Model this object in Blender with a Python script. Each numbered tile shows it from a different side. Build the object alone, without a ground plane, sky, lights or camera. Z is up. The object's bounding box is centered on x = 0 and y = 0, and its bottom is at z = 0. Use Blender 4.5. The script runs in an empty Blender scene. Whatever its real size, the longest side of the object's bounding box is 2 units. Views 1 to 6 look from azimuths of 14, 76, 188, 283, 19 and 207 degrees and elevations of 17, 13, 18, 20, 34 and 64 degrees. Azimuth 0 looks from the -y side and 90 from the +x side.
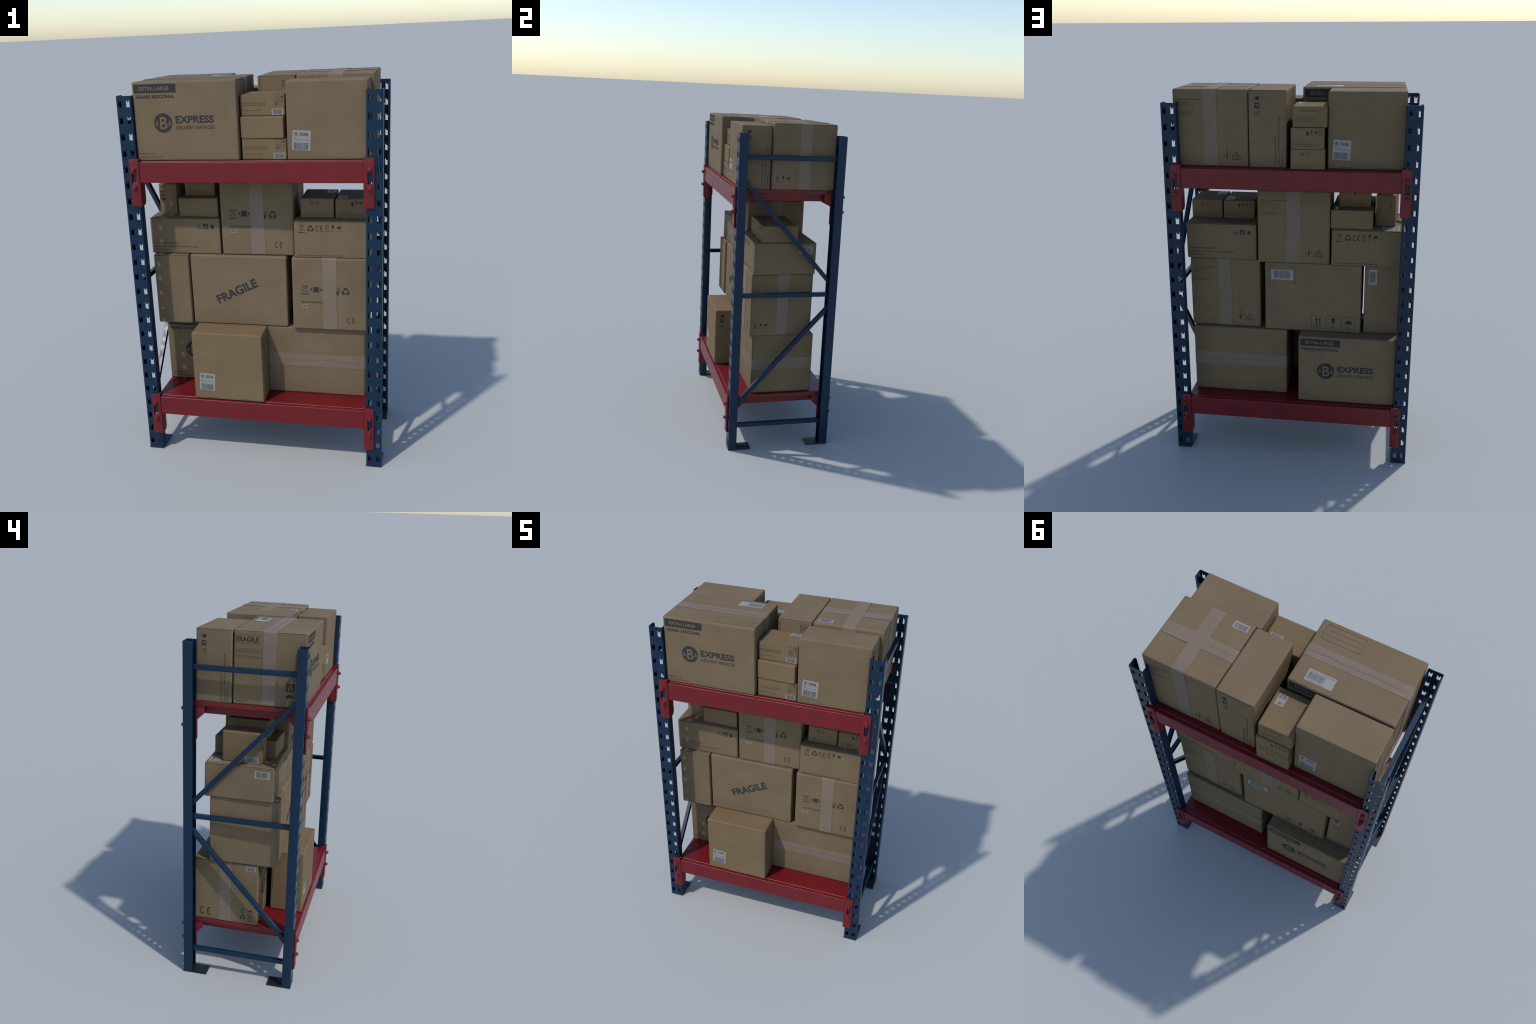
import bpy, bmesh, math, random
from mathutils import Vector, Matrix
from mathutils.geometry import tessellate_polygon

COLL = bpy.context.scene.collection

# ------------------------------------------------------------------ materials
def new_mat(name):
    m = bpy.data.materials.new(name)
    m.use_nodes = True
    nt = m.node_tree
    bsdf = next(n for n in nt.nodes if n.type == 'BSDF_PRINCIPLED')
    return m, nt, bsdf

def node(nt, kind, **inputs):
    n = nt.nodes.new(kind)
    for k, v in inputs.items():
        n.inputs[k.replace('_', ' ')].default_value = v
    return n

def ramp(nt, stops):
    r = nt.nodes.new('ShaderNodeValToRGB')
    e = r.color_ramp.elements
    while len(e) < len(stops):
        e.new(0.5)
    for el, (p, c) in zip(e, stops):
        el.position = p
        el.color = (c[0], c[1], c[2], 1)
    return r

def noise(nt, coord, scale, detail=4, rough=0.6, stretch=(1, 1, 1)):
    mp = nt.nodes.new('ShaderNodeMapping')
    mp.inputs['Scale'].default_value = stretch
    nt.links.new(coord, mp.inputs['Vector'])
    n = node(nt, 'ShaderNodeTexNoise', Scale=scale, Detail=detail, Roughness=rough)
    nt.links.new(mp.outputs[0], n.inputs['Vector'])
    return n.outputs['Fac']

def mixc(nt, fac, a, b, mode='MIX'):
    m = nt.nodes.new('ShaderNodeMix')
    m.data_type = 'RGBA'
    m.blend_type = mode
    for sock, v in ((m.inputs[0], fac), (m.inputs[6], a), (m.inputs[7], b)):
        if isinstance(v, (int, float)):
            sock.default_value = v
        elif isinstance(v, tuple):
            sock.default_value = (v[0], v[1], v[2], 1)
        else:
            nt.links.new(v, sock)
    return m.outputs[2]

def bump(nt, bsdf, height, strength, dist=0.001):
    b = nt.nodes.new('ShaderNodeBump')
    b.inputs['Strength'].default_value = strength
    b.inputs['Distance'].default_value = dist
    nt.links.new(height, b.inputs['Height'])
    nt.links.new(b.outputs[0], bsdf.inputs['Normal'])

def card_material(name, base, spread=0.075, tint=None):
    m, nt, b = new_mat(name)
    co = nt.nodes.new('ShaderNodeTexCoord').outputs['Object']
    lo = tuple(c * (1 - spread) for c in base)
    hi = tuple(c * (1 + spread) for c in base)
    big = noise(nt, co, 7, 3, 0.5)
    r1 = ramp(nt, [(0.3, lo), (0.7, hi)])
    nt.links.new(big, r1.inputs[0])
    fib = noise(nt, co, 260, 3, 0.7, (1, 1, 0.6))
    r2 = ramp(nt, [(0.3, (0.95, 0.95, 0.95)), (0.7, (1.05, 1.05, 1.05))])
    nt.links.new(fib, r2.inputs[0])
    col = mixc(nt, 1.0, r1.outputs[0], r2.outputs[0], 'MULTIPLY')
    # cool, slightly bleached scuffs and warm stains
    st = noise(nt, co, 16, 5, 0.65)
    r3 = ramp(nt, [(0.45, (0, 0, 0)), (0.75, (1, 1, 1))])
    nt.links.new(st, r3.inputs[0])
    warm = tint or (base[0] * 1.03, base[1] * 0.92, base[2] * 0.85)
    sc = nt.nodes.new('ShaderNodeMath'); sc.operation = 'MULTIPLY'; sc.inputs[1].default_value = 0.45
    nt.links.new(r3.outputs[0], sc.inputs[0])
    col = mixc(nt, sc.outputs[0], col, warm)
    nt.links.new(col, b.inputs['Base Color'])
    b.inputs['Roughness'].default_value = 0.75
    b.inputs['Specular IOR Level'].default_value = 0.14
    bump(nt, b, fib, 0.12, 0.0006)
    return m

def paint_material(name, base, worn, rough, mottle, wear_lo, wear_hi, spec=0.4):
    m, nt, b = new_mat(name)
    co = nt.nodes.new('ShaderNodeTexCoord').outputs['Object']
    big = noise(nt, co, 9, 4, 0.55)
    r1 = ramp(nt, [(0.3, tuple(c * (1 - mottle) for c in base)), (0.7, tuple(c * (1 + mottle) for c in base))])
    nt.links.new(big, r1.inputs[0])
    sp = noise(nt, co, 95, 4, 0.75)
    r2 = ramp(nt, [(wear_lo, (0, 0, 0)), (wear_hi, (1, 1, 1))])
    nt.links.new(sp, r2.inputs[0])
    col = mixc(nt, r2.outputs[0], r1.outputs[0], worn)
    nt.links.new(col, b.inputs['Base Color'])
    rr = ramp(nt, [(0.3, (rough - 0.06,) * 3), (0.7, (rough + 0.10,) * 3)])
    nt.links.new(noise(nt, co, 30, 4, 0.6), rr.inputs[0])
    nt.links.new(rr.outputs[0], b.inputs['Roughness'])
    b.inputs['Specular IOR Level'].default_value = spec
    bump(nt, b, sp, 0.06, 0.0005)
    return m

def plain_material(name, base, rough=0.8, spec=0.3, var=0.06, scale=60):
    m, nt, b = new_mat(name)
    co = nt.nodes.new('ShaderNodeTexCoord').outputs['Object']
    r1 = ramp(nt, [(0.3, tuple(c * (1 - var) for c in base)), (0.7, tuple(c * (1 + var) for c in base))])
    nt.links.new(noise(nt, co, scale, 3, 0.6), r1.inputs[0])
    nt.links.new(r1.outputs[0], b.inputs['Base Color'])
    b.inputs['Roughness'].default_value = rough
    b.inputs['Specular IOR Level'].default_value = spec
    return m

CARD_BASE = (0.169, 0.123, 0.071)
CARD = [card_material('cardboard_%s' % n, tuple(c * k for c, k in zip(CARD_BASE, t)))
        for n, t in (('plain', (1, 1, 1)), ('warm', (1.03, 0.99, 0.93)), ('pale', (1.02, 1.02, 1.03)))]
INK = plain_material('dark_ink', (0.041, 0.040, 0.039), 0.8, 0.05)
FAINT = plain_material('faint_ink', (0.070, 0.057, 0.044), 0.8, 0.05)
KNOCK = plain_material('cardboard_letters', (0.172, 0.125, 0.074), 0.85, 0.1)
SEAM = plain_material('flap_gap', (0.05, 0.04, 0.028), 0.9, 0.03)
PAPER = plain_material('white_paper', (0.265, 0.252, 0.230), 0.35, 0.5)
BARS = plain_material('barcode_ink', (0.085, 0.085, 0.088), 0.6, 0.2)

CREASE = plain_material('tape_fold', (0.178, 0.135, 0.108), 0.6, 0.12)

def tape_material():
    m, nt, b = new_mat('packing_tape')
    co = nt.nodes.new('ShaderNodeTexCoord').outputs['Object']
    r1 = ramp(nt, [(0.3, (0.182, 0.137, 0.100)), (0.7, (0.204, 0.156, 0.117))])
    wr = noise(nt, co, 14, 5, 0.7)
    nt.links.new(wr, r1.inputs[0])
    nt.links.new(r1.outputs[0], b.inputs['Base Color'])
    b.inputs['Roughness'].default_value = 0.6
    b.inputs['Specular IOR Level'].default_value = 0.12
    bump(nt, b, wr, 0.25, 0.002)
    return m
TAPE = tape_material()
BLUE = paint_material('blue_paint', (0.0030, 0.0205, 0.0505), (0.022, 0.05, 0.085), 0.33, 0.10, 0.66, 0.74, 0.30)
DARKBLUE = paint_material('dark_steel', (0.010, 0.012, 0.018), (0.03, 0.035, 0.04), 0.45, 0.12, 0.66, 0.76)
RED = paint_material('red_paint', (0.140, 0.0065, 0.0095), (0.17, 0.02, 0.024), 0.36, 0.10, 0.68, 0.78)

# ------------------------------------------------------------------ mesh tools
def finish(bm, name, smooth_angle=35):
    bmesh.ops.recalc_face_normals(bm, faces=bm.faces)
    lim = math.radians(smooth_angle)
    for f in bm.faces:
        f.smooth = True
    for e in bm.edges:
        e.smooth = len(e.link_faces) == 2 and e.calc_face_angle(0) < lim
    me = bpy.data.meshes.new(name)
    bm.to_mesh(me)
    bm.free()
    return me

def add_obj(name, me, mat, parent=None, loc=(0, 0, 0), yaw=0.0):
    if mat and not me.materials:
        me.materials.append(mat)
    o = bpy.data.objects.new(name, me)
    COLL.objects.link(o)
    o.parent = parent
    o.location = loc
    o.rotation_euler = (0, 0, yaw)
    return o

def rounded_box_bm(size, r, wobble=None, step=0.06):
    """Box with rounded edges centred on the origin; wobble(axis,u,v) pushes faces."""
    hs = [s / 2 for s in size]
    t1 = r * math.tan(math.radians(22.5))
    def line(h):
        a = h - r
        ring = min(0.004, a * 0.3)
        n = max(1, int(round(2 * (a - ring) / step)))
        mid = [-(a - ring) + 2 * (a - ring) * i / n for i in range(n + 1)]
        return [-h, -(a + t1), -a] + mid + [a, a + t1, h]
    L = [line(h) for h in hs]
    bm = bmesh.new()
    cache = {}
    def vert(p):
        k = tuple(round(c, 6) for c in p)
        if k not in cache:
            q = Vector([max(-(h - r), min(h - r, c)) for c, h in zip(p, hs)])
            n = (Vector(p) - q).normalized()
            pos = q + n * r
            if wobble:
                for ax in range(3):
                    pos[ax] += n[ax] * wobble(ax, pos[(ax + 1) % 3], pos[(ax + 2) % 3]) * (1 if True else 0)
            cache[k] = bm.verts.new(pos)
        return cache[k]
    for ax in range(3):
        b, c = (ax + 1) % 3, (ax + 2) % 3
        for sgn in (-1, 1):
            for i in range(len(L[b]) - 1):
                for j in range(len(L[c]) - 1):
                    q = []
                    for ii, jj in ((0, 0), (1, 0), (1, 1), (0, 1)):
                        p = [0, 0, 0]
                        p[ax] = sgn * hs[ax]
                        p[b] = L[b][i + ii]
                        p[c] = L[c][j + jj]
                        q.append(vert(p))
                    if sgn < 0:
                        q.reverse()
                    bm.faces.new(q)
    return bm

def plain_box(bm, lo, hi, r=0.0015):
    size = [b - a for a, b in zip(lo, hi)]
    sub = rounded_box_bm(size, min(r, min(size) * 0.3), step=9)
    c = Vector([(a + b) / 2 for a, b in zip(lo, hi)])
    m = {v: bm.verts.new(v.co + c) for v in sub.verts}
    for f in sub.faces:
        bm.faces.new([m[v] for v in f.verts])
    sub.free()

def box_mesh(name, lo, hi, r=0.0015):
    bm = bmesh.new()
    plain_box(bm, lo, hi, r)
    return finish(bm, name, 50)

def mirrored(me, sx, sy, name):
    m = me.copy()
    m.name = name
    for v in m.vertices:
        v.co.x *= sx
        v.co.y *= sy
    if sx * sy < 0:
        m.flip_normals()
    return m

def curve_plate(name, outline, holes, half, bevel):
    """Flat plate in the XY plane from 2D outlines, thickness 2*half, via a filled curve."""
    cu = bpy.data.curves.new(name, 'CURVE')
    cu.dimensions = '2D'
    cu.fill_mode = 'BOTH'
    cu.extrude = half - bevel
    cu.bevel_depth = bevel
    cu.bevel_resolution = 1
    for pts in [outline] + holes:
        sp = cu.splines.new('POLY')
        sp.points.add(len(pts) - 1)
        for p, (x, y) in zip(sp.points, pts):
            p.co = (x, y, 0, 1)
        sp.use_cyclic_u = True
    cu.offset = -bevel
    o = bpy.data.objects.new(name, cu)
    COLL.objects.link(o)
    me = bpy.data.meshes.new_from_object(o)
    bpy.data.objects.remove(o)
    bm = bmesh.new()
    bm.from_mesh(me)
    bmesh.ops.remove_doubles(bm, verts=bm.verts, dist=1e-6)
    return bm

def round_corner(cx, cy, r, a0, a1, n=4):
    return [(cx + r * math.cos(math.radians(a0 + (a1 - a0) * i / n)),
             cy + r * math.sin(math.radians(a0 + (a1 - a0) * i / n))) for i in range(n + 1)]

# ------------------------------------------------------------------ the rack
XI, XO = 0.5625, 0.6405          # inner / outer face of a post
YW, YF = 0.318, 0.267            # perforated web, open edge of the channel
POST_H = 1.934
SHELF_Z = (0.0, 1.288)           # shift of lower / upper shelf; numbers below are for the lower one

rack = bpy.data.objects.new('pallet_rack', None)
COLL.objects.link(rack)
rack['label'] = 'blue steel pallet rack with red shelf beams and decks'
rack['category'] = 'storage rack'

def upright_mesh():
    """Right front post: lipped channel, two columns of notched slots in its web (y = -YW)."""
    t, br, lip = 0.0035, 0.0045, 0.012
    corners = [(XI + lip, -YF), (XI, -YF), (XI, -YW), (XO, -YW), (XO, -YF), (XO - lip, -YF)]
    pts = [Vector(corners[0])]
    for k in range(1, 5):
        p0, p1, p2 = (Vector(c) for c in corners[k - 1:k + 2])
        d0, d1 = (p1 - p0).normalized(), (p2 - p1).normalized()
        cen = p1 - d0 * br + d1 * br
        for i in range(5):
            a = math.pi / 2 * i / 4
            pts.append(cen - d1 * br * math.cos(a) + d0 * br * math.sin(a))
        if k == 2:                       # along the web: slot columns
            for xc in (0.5810, 0.6220):
                for dx in (-0.0092, -0.0046, 0.0046, 0.0092):
                    pts.append(Vector((xc + dx, -YW)))
    pts.append(Vector(corners[-1]))
    slot0 = 11
    n = len(pts)
    nor = []
    for i in range(n):
        d = (pts[min(i + 1, n - 1)] - pts[max(i - 1, 0)]).normalized()
        nor.append(Vector((d.y, -d.x)))
    # outward normal is on the outside of the channel
    inner = [p - q * t for p, q in zip(pts, nor)]
    if (inner[slot0] - Vector((0.6, 0))).length > (pts[slot0] - Vector((0.6, 0))).length:
        inner = [p + q * t for p, q in zip(pts, nor)]
    zs, kinds = [0.004], []
    for k in range(24):
        zc = 0.0468 + 0.08044 * k
        zs += [zc - 0.0169, zc + 0.0094, zc + 0.0169]
        kinds += ['solid', 'open', 'prong']
    zs.append(POST_H)
    kinds.append('solid')
    def hole(i, j):
        if not (0 <= i < n - 1 and 0 <= j < len(kinds)):
            return True
        if kinds[j] == 'solid':
            return False
        c = i - slot0
        if 0 <= c <= 2 or 4 <= c <= 6:
            return kinds[j] == 'open' or c in (0, 2, 4, 6)
        return False
    bm = bmesh.new()
    V = {}
    def v(s, i, j):
        if (s, i, j) not in V:
            p = (pts if s == 0 else inner)[i]
            V[(s, i, j)] = bm.verts.new((p.x, p.y, zs[j]))
        return V[(s, i, j)]
    for i in range(n - 1):
        for j in range(len(kinds)):
            if hole(i, j):
                continue
            bm.faces.new([v(0, i, j), v(0, i + 1, j), v(0, i + 1, j + 1), v(0, i, j + 1)])
            bm.faces.new([v(1, i, j), v(1, i, j + 1), v(1, i + 1, j + 1), v(1, i + 1, j)])
            for di, dj, a, b in ((-1, 0, (0, 0), (0, 1)), (1, 0, (1, 0), (1, 1)),
                                 (0, -1, (0, 0), (1, 0)), (0, 1, (0, 1), (1, 1))):
                if hole(i + di, j + dj):
                    bm.faces.new([v(0, i + a[0], j + a[1]), v(0, i + b[0], j + b[1]),
                                  v(1, i + b[0], j + b[1]), v(1, i + a[0], j + a[1])])
    return finish(bm, 'upright', 40)

def channel_brace(y0, z0, y1, z1):
    """C-section bar in the plane x = const, open towards the rack's middle (x > 0 side frame)."""
    h, w, t = 0.0130, 0.021, 0.003
    prof = [(-w / 2, -h), (w / 2 - 0.002, -h), (w / 2, -h + 0.002), (w / 2, h - 0.002), (w / 2 - 0.002, h), (-w / 2, h),
            (-w / 2, h - t), (w / 2 - t, h - t), (w / 2 - t, -h + t), (-w / 2, -h + t)]
    a, b = Vector((0.6025, y0, z0)), Vector((0.6025, y1, z1))
    d = (b - a).normalized()
    up = Vector((1, 0, 0)).cross(d)
    if up.z < 0:
        up = -up
    bm = bmesh.new()
    ends = []
    for p in (a, b):
        ends.append([bm.verts.new(p + Vector((px, 0, 0)) + up * pz) for px, pz in prof])
    m = len(prof)
    for i in range(m):
        j = (i + 1) % m
        bm.faces.new([ends[0][i], ends[0][j], ends[1][j], ends[1][i]])
    bm.faces.new(ends[0])
    bm.faces.new(list(reversed(ends[1])))
    return finish(bm, 'brace', 30)

def connector_mesh():
    """Right front beam-end connector of the lower shelf: drilled face plate and gusseted side plate."""
    zt, zb = 0.341, 0.101
    x0, x1 = 0.551, 0.602
    r = 0.006
    outline = ([(x0, zb + 0.0015), (x0 + 0.0015, zb)] + round_corner(x1 - r, zb + r, r, -90, 0)
               + round_corner(x1 - r, zt - r, r, 0, 90) + [(x0 + 0.0015, zt), (x0, zt - 0.0015)])
    hole = [(0.570, 0.2165), (0.570, 0.2685), (0.5932, 0.2685), (0.5932, 0.2165)]
    bm = curve_plate('plate', outline, [hole], 0.0045, 0.0012)
    for v in bm.verts:                  # stand upright, front at y = -0.3285
        v.co = Vector((v.co.x, -0.324 + v.co.z * -1, v.co.y))
    # side plate: profile in (depth behind the web, height)
    side = [(0.0, zb + 0.006), (0.006, zb), (0.043, zb), (0.054, zb + 0.020), (0.054, 0.2215), (0.090, 0.2560),
            (0.094, 0.264), (0.094, 0.305), (0.034, 0.312), (0.030, zt - 0.003), (0.024, zt), (0.003, zt), (0, zt - 0.003)]
    sb = curve_plate('side', side, [], 0.0042, 0.0010)
    me = {}
    for v in sb.verts:
        me[v] = bm.verts.new((0.5553 + v.co.z, -0.3188 - 0.0005 + v.co.x, v.co.y))
    for f in sb.faces:
        bm.faces.new([me[v] for v in f.verts])
    sb.free()
    return finish(bm, 'connector', 30)

def bolt_mesh():
    """Domed bolt on a square washer; axis along -y, seat at y = 0."""
    bm = bmesh.new()
    plain_box(bm, (-0.0145, -0.0025, -0.0145), (0.0145, 0.002, 0.0145), 0.001)
    prof = [(0.0120, -0.002), (0.0120, -0.0070), (0.0112, -0.0082), (0.0092, -0.0090), (0.0090, -0.0125),
            (0.0078, -0.0155), (0.0045, -0.0172), (0.0, -0.0176)]
    n = 18
    rings = []
    for rr, y in prof[:-1]:
        rings.append([bm.verts.new((rr * math.cos(2 * math.pi * i / n), y, rr * math.sin(2 * math.pi * i / n)))
                      for i in range(n)])
    tip = bm.verts.new((0, prof[-1][1], 0))
    for a, b in zip(rings, rings[1:]):
        for i in range(n):
            bm.faces.new([a[i], a[(i + 1) % n], b[(i + 1) % n], b[i]])
    for i in range(n):
        bm.faces.new([rings[-1][i], rings[-1][(i + 1) % n], tip])
    bm.faces.new(rings[0])
    return finish(bm, 'bolt', 40)

QUADS = ((1, 1), (-1, 1), (1, -1), (-1, -1))       # signs applied to the right-front part
up_me, con_me, bolt_me = upright_mesh(), connector_mesh(), bolt_mesh()
bolt_back = mirrored(bolt_me, 1, -1, 'bolt')
foot_me = box_mesh('foot_plate', (0.5610, -0.3190, 0.0), (0.6420, -0.180, 0.005), 0.001)
for sx, sy in QUADS:
    add_obj('upright', mirrored(up_me, sx, sy, 'upright'), BLUE, rack)
    add_obj('foot_plate', mirrored(foot_me, sx, sy, 'foot_plate'), DARKBLUE, rack)
    cm = mirrored(con_me, sx, sy, 'connector')
    for dz in SHELF_Z:
        c = add_obj('connector', cm, RED, rack, (0, 0, dz))
        for zb in (0.1945, 0.2845):
            add_obj('bolt', bolt_me if sy > 0 else bolt_back, RED, c, (sx * 0.580, sy * -0.3278, zb))

BRACES = [(-0.292, 0.1470, 0.292, 0.1470), (-0.292, 0.9790, 0.292, 0.9790), (-0.292, 1.8005, 0.292, 1.8005),
          (-0.275, 0.283, 0.282, 0.9005), (0.282, 1.0485, -0.275, 1.663)]
for b in BRACES:
    me = channel_brace(*b)
    for s in (1, -1):
        add_obj('brace', mirrored(me, s, 1, 'brace'), BLUE, rack, (0.0 if s > 0 else -0.004, 0, 0))

beam_me = box_mesh('beam', (-0.5515, -0.3245, 0.2205), (0.5515, -0.272, 0.3235), 0.003)
beam_back = mirrored(beam_me, 1, -1, 'beam')

def deck_mesh():
    bm = bmesh.new()
    plain_box(bm, (-0.5665, -0.302, 0.2985), (0.5665, 0.302, 0.3262), 0.0045)
    for s in (1, -1):                    # cross members under both ends
        x = s * 0.514
        plain_box(bm, (x - 0.006, -0.268, 0.2495), (x + 0.006, 0.268, 0.300), 0.002)
    return finish(bm, 'deck', 50)
deck_me = deck_mesh()
for dz in SHELF_Z:
    add_obj('beam', beam_me, RED, rack, (0, 0, dz))
    add_obj('beam', beam_back, RED, rack, (0, 0, dz))
    add_obj('deck', deck_me, RED, rack, (0, 0, dz))

# ------------------------------------------------------------------ flat printing
GLYPHS = {}
def glyph_mesh(s, bold):
    """Filled 2D text as (points, triangles), normalised to a unit box (0..1, cap height 1)."""
    key = (s, bold)
    if key not in GLYPHS:
        cu = bpy.data.curves.new('text', 'FONT')
        cu.body = s
        cu.resolution_u = 3
        cu.offset = 0.032 if bold else 0.010
        o = bpy.data.objects.new('text', cu)
        COLL.objects.link(o)
        me = bpy.data.meshes.new_from_object(o)
        bpy.data.objects.remove(o)
        pts = [(v.co.x, v.co.y) for v in me.vertices]
        tris = [tuple(p.vertices) for p in me.polygons]
        xs = [p[0] for p in pts]
        cap = 0.73
        x0, w = min(xs), max(xs) - min(xs)
        ys = [p[1] for p in pts]
        if s.upper() == s:
            cap = max(ys)
        GLYPHS[key] = ([((x - x0) / w, y / cap) for x, y in pts], tris)
    return GLYPHS[key]

def stroke(pts, w, closed=False):
    """Mitred ribbon along a 2D polyline -> list of quads."""
    P = [Vector(p) for p in pts]
    n = len(P)
    L, R = [], []
    for i in range(n):
        a = P[i - 1] if (i > 0 or closed) else None
        b = P[(i + 1) % n] if (i < n - 1 or closed) else None
        d0 = (P[i] - a).normalized() if a is not None else None
        d1 = (b - P[i]).normalized() if b is not None else None
        d0 = d0 or d1
        d1 = d1 or d0
        n0, n1 = Vector((-d0.y, d0.x)), Vector((-d1.y, d1.x))
        m = (n0 + n1)
        m = m.normalized() if m.length > 1e-6 else n0
        k = min(2.5, 1 / max(0.3, m.dot(n0)))
        L.append(P[i] + m * w / 2 * k)
        R.append(P[i] - m * w / 2 * k)
    return [[R[i], R[(i + 1) % n], L[(i + 1) % n], L[i]] for i in range(n if closed else n - 1)]

def arc(cx, cy, r, a0, a1, n=16, ry=None):
    ry = ry or r
    return [(cx + r * math.cos(math.radians(a0 + (a1 - a0) * i / n)),
             cy + ry * math.sin(math.radians(a0 + (a1 - a0) * i / n))) for i in range(n + 1)]

def rect(x0, y0, x1, y1):
    return [(x0, y0), (x1, y0), (x1, y1), (x0, y1)]

# --- symbols in a unit square; each returns a list of polygons
def sym_arrows():
    out = []
    for x in (0.28, 0.72):
        out.append([(x - 0.06, 0.14), (x + 0.06, 0.14), (x + 0.06, 0.74), (x + 0.17, 0.74), (x, 1.0), (x - 0.17, 0.74), (x - 0.06, 0.74)])
    out.append(rect(0.0, 0.0, 1.0, 0.07))
    return out
def sym_glass():
    bowl = [(0.2, 1.0), (0.17, 0.7)] + arc(0.5, 0.68, 0.33, 180, 360, 12, 0.24)[1:-1] + [(0.83, 0.7), (0.8, 1.0)]
    return [bowl, rect(0.46, 0.06, 0.54, 0.45), [(0.22, 0.0), (0.78, 0.0), (0.70, 0.055), (0.30, 0.055)]]
def sym_umbrella():
    top = arc(0.5, 0.42, 0.5, 180, 0, 14, 0.38)
    low = [(1.0 - (i + 0.5) / 8 if False else 1.0 - i / 8, 0.42 + (0.05 if i % 2 else 0.0)) for i in range(1, 8)]
    out = [top + low]
    out += stroke([(0.5, 0.46), (0.5, 0.1)] + arc(0.40, 0.1, 0.10, 0, -170, 8), 0.06)
    for i, (x, y) in enumerate(((0.55, 0.88), (0.68, 0.95), (0.78, 0.84), (0.88, 0.92), (0.64, 0.82), (0.95, 0.76))):
        out.append([(x, y), (x + 0.035, y), (x + 0.02, y + 0.06), (x - 0.015, y + 0.06)])
    return out
def sym_recycle():
    out = []
    for k in range(3):
        a = math.radians(120 * k)
        def rot(p):
            x, y = p
            return (0.5 + x * math.cos(a) - y * math.sin(a), 0.46 + x * math.sin(a) + y * math.cos(a))
        band = [(-0.50, -0.10), (-0.34, -0.38), (-0.08, -0.38), (-0.08, -0.17), (-0.23, -0.17), (-0.30, -0.03)]
        tip = [(0.02, -0.38), (0.24, -0.38), (0.36, -0.22), (0.30, -0.10), (0.18, -0.17), (0.02, -0.17)]
        out.append([rot(p) for p in band])
        out.append([rot(p) for p in tip])
    return out
def sym_triangle(num=None, w=0.085):
    out = []
    c = [(0.04, 0.05), (0.96, 0.05), (0.5, 0.93)]
    for k in range(3):
        a, b = Vector(c[k]), Vector(c[(k + 1) % 3])
        nx = Vector(c[(k + 2) % 3])
        out += stroke([a.lerp(b, 0.30), a.lerp(b, 0.93), b.lerp(nx, 0.02 + 0.05), b.lerp(nx, 0.20)], w)
    if num:
        g, tr = glyph_mesh(num, True)
        for t in tr:
            out.append([(0.40 + 0.20 * g[i][0], 0.18 + 0.32 * g[i][1]) for i in t])
    return out
def sym_fire():
    out = stroke([(0.03, 0.03), (0.97, 0.03), (0.5, 0.95)], 0.07, True)
    out.append([(0.36, 0.18), (0.64, 0.18), (0.66, 0.34), (0.56, 0.44), (0.5, 0.64), (0.42, 0.48), (0.34, 0.36)])
    return out
def sym_bin():
    out = [rect(0.03, 0.0, 0.97, 0.09)]
    out += stroke([(0.0, 1.0), (0.97, 0.2)], 0.03)
    out += stroke([(1.0, 1.0), (0.03, 0.2)], 0.03)
    out += stroke([(0.24, 0.80), (0.34, 0.28), (0.66, 0.28), (0.76, 0.80)], 0.035, True)
    out += stroke([(0.2, 0.86), (0.80, 0.86)], 0.04)
    out.append(arc(0.64, 0.27, 0.05, 0, 330, 10))
    return out
def sym_cup():
    return ([rect(0.12, 0.0, 0.95, 0.62)] + stroke([(0.05, 0.68), (1.0, 0.68)], 0.05)
            + stroke([(0.5, 0.70), (0.52, 0.88), (0.72, 1.0)], 0.05))
def sym_clamp():
    out = [rect(0.30, 0.12, 0.70, 0.88), rect(0.22, 0.05, 0.265, 0.95), rect(0.735, 0.05, 0.78, 0.95)]
    for s in (-1, 1):
        out.append([(0.5 + s * 0.5, 0.58), (0.5 + s * 0.44, 0.75), (0.5 + s * 0.34, 0.5), (0.5 + s * 0.44, 0.25), (0.5 + s * 0.5, 0.42)])
    return out
def sym_knife():
    return ([rect(0.0, 0.0, 0.62, 0.46)] + stroke([(0.0, 0.52), (1.0, 0.88)], 0.06)
            + stroke([(0.1, 0.95), (1.0, 0.40)], 0.06) + stroke([(0.0, 1.0), (0.7, 1.0)], 0.03))
def sym_thermo():
    return [rect(0.44, 0.0, 0.60, 0.55)] + stroke([(0.46, 0.55), (0.46, 1.0), (0.58, 1.0), (0.58, 0.55)], 0.03) + \
        stroke([(0.02, 0.26), (0.3, 0.26), (0.3, 0.36), (0.02, 0.36)], 0.03, True) + stroke([(0.3, 0.31), (0.44, 0.36)], 0.03) + \
        stroke([(0.72, 0.50), (1.0, 0.50), (1.0, 0.60), (0.72, 0.60)], 0.03, True)
def sym_c():
    return stroke(arc(0.55, 0.5, 0.44, 290, 70, 14), 0.17)
def sym_e():
    return stroke(arc(0.55, 0.5, 0.44, 290, 70, 14), 0.17) + [rect(0.17, 0.44, 0.66, 0.56)]
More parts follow.
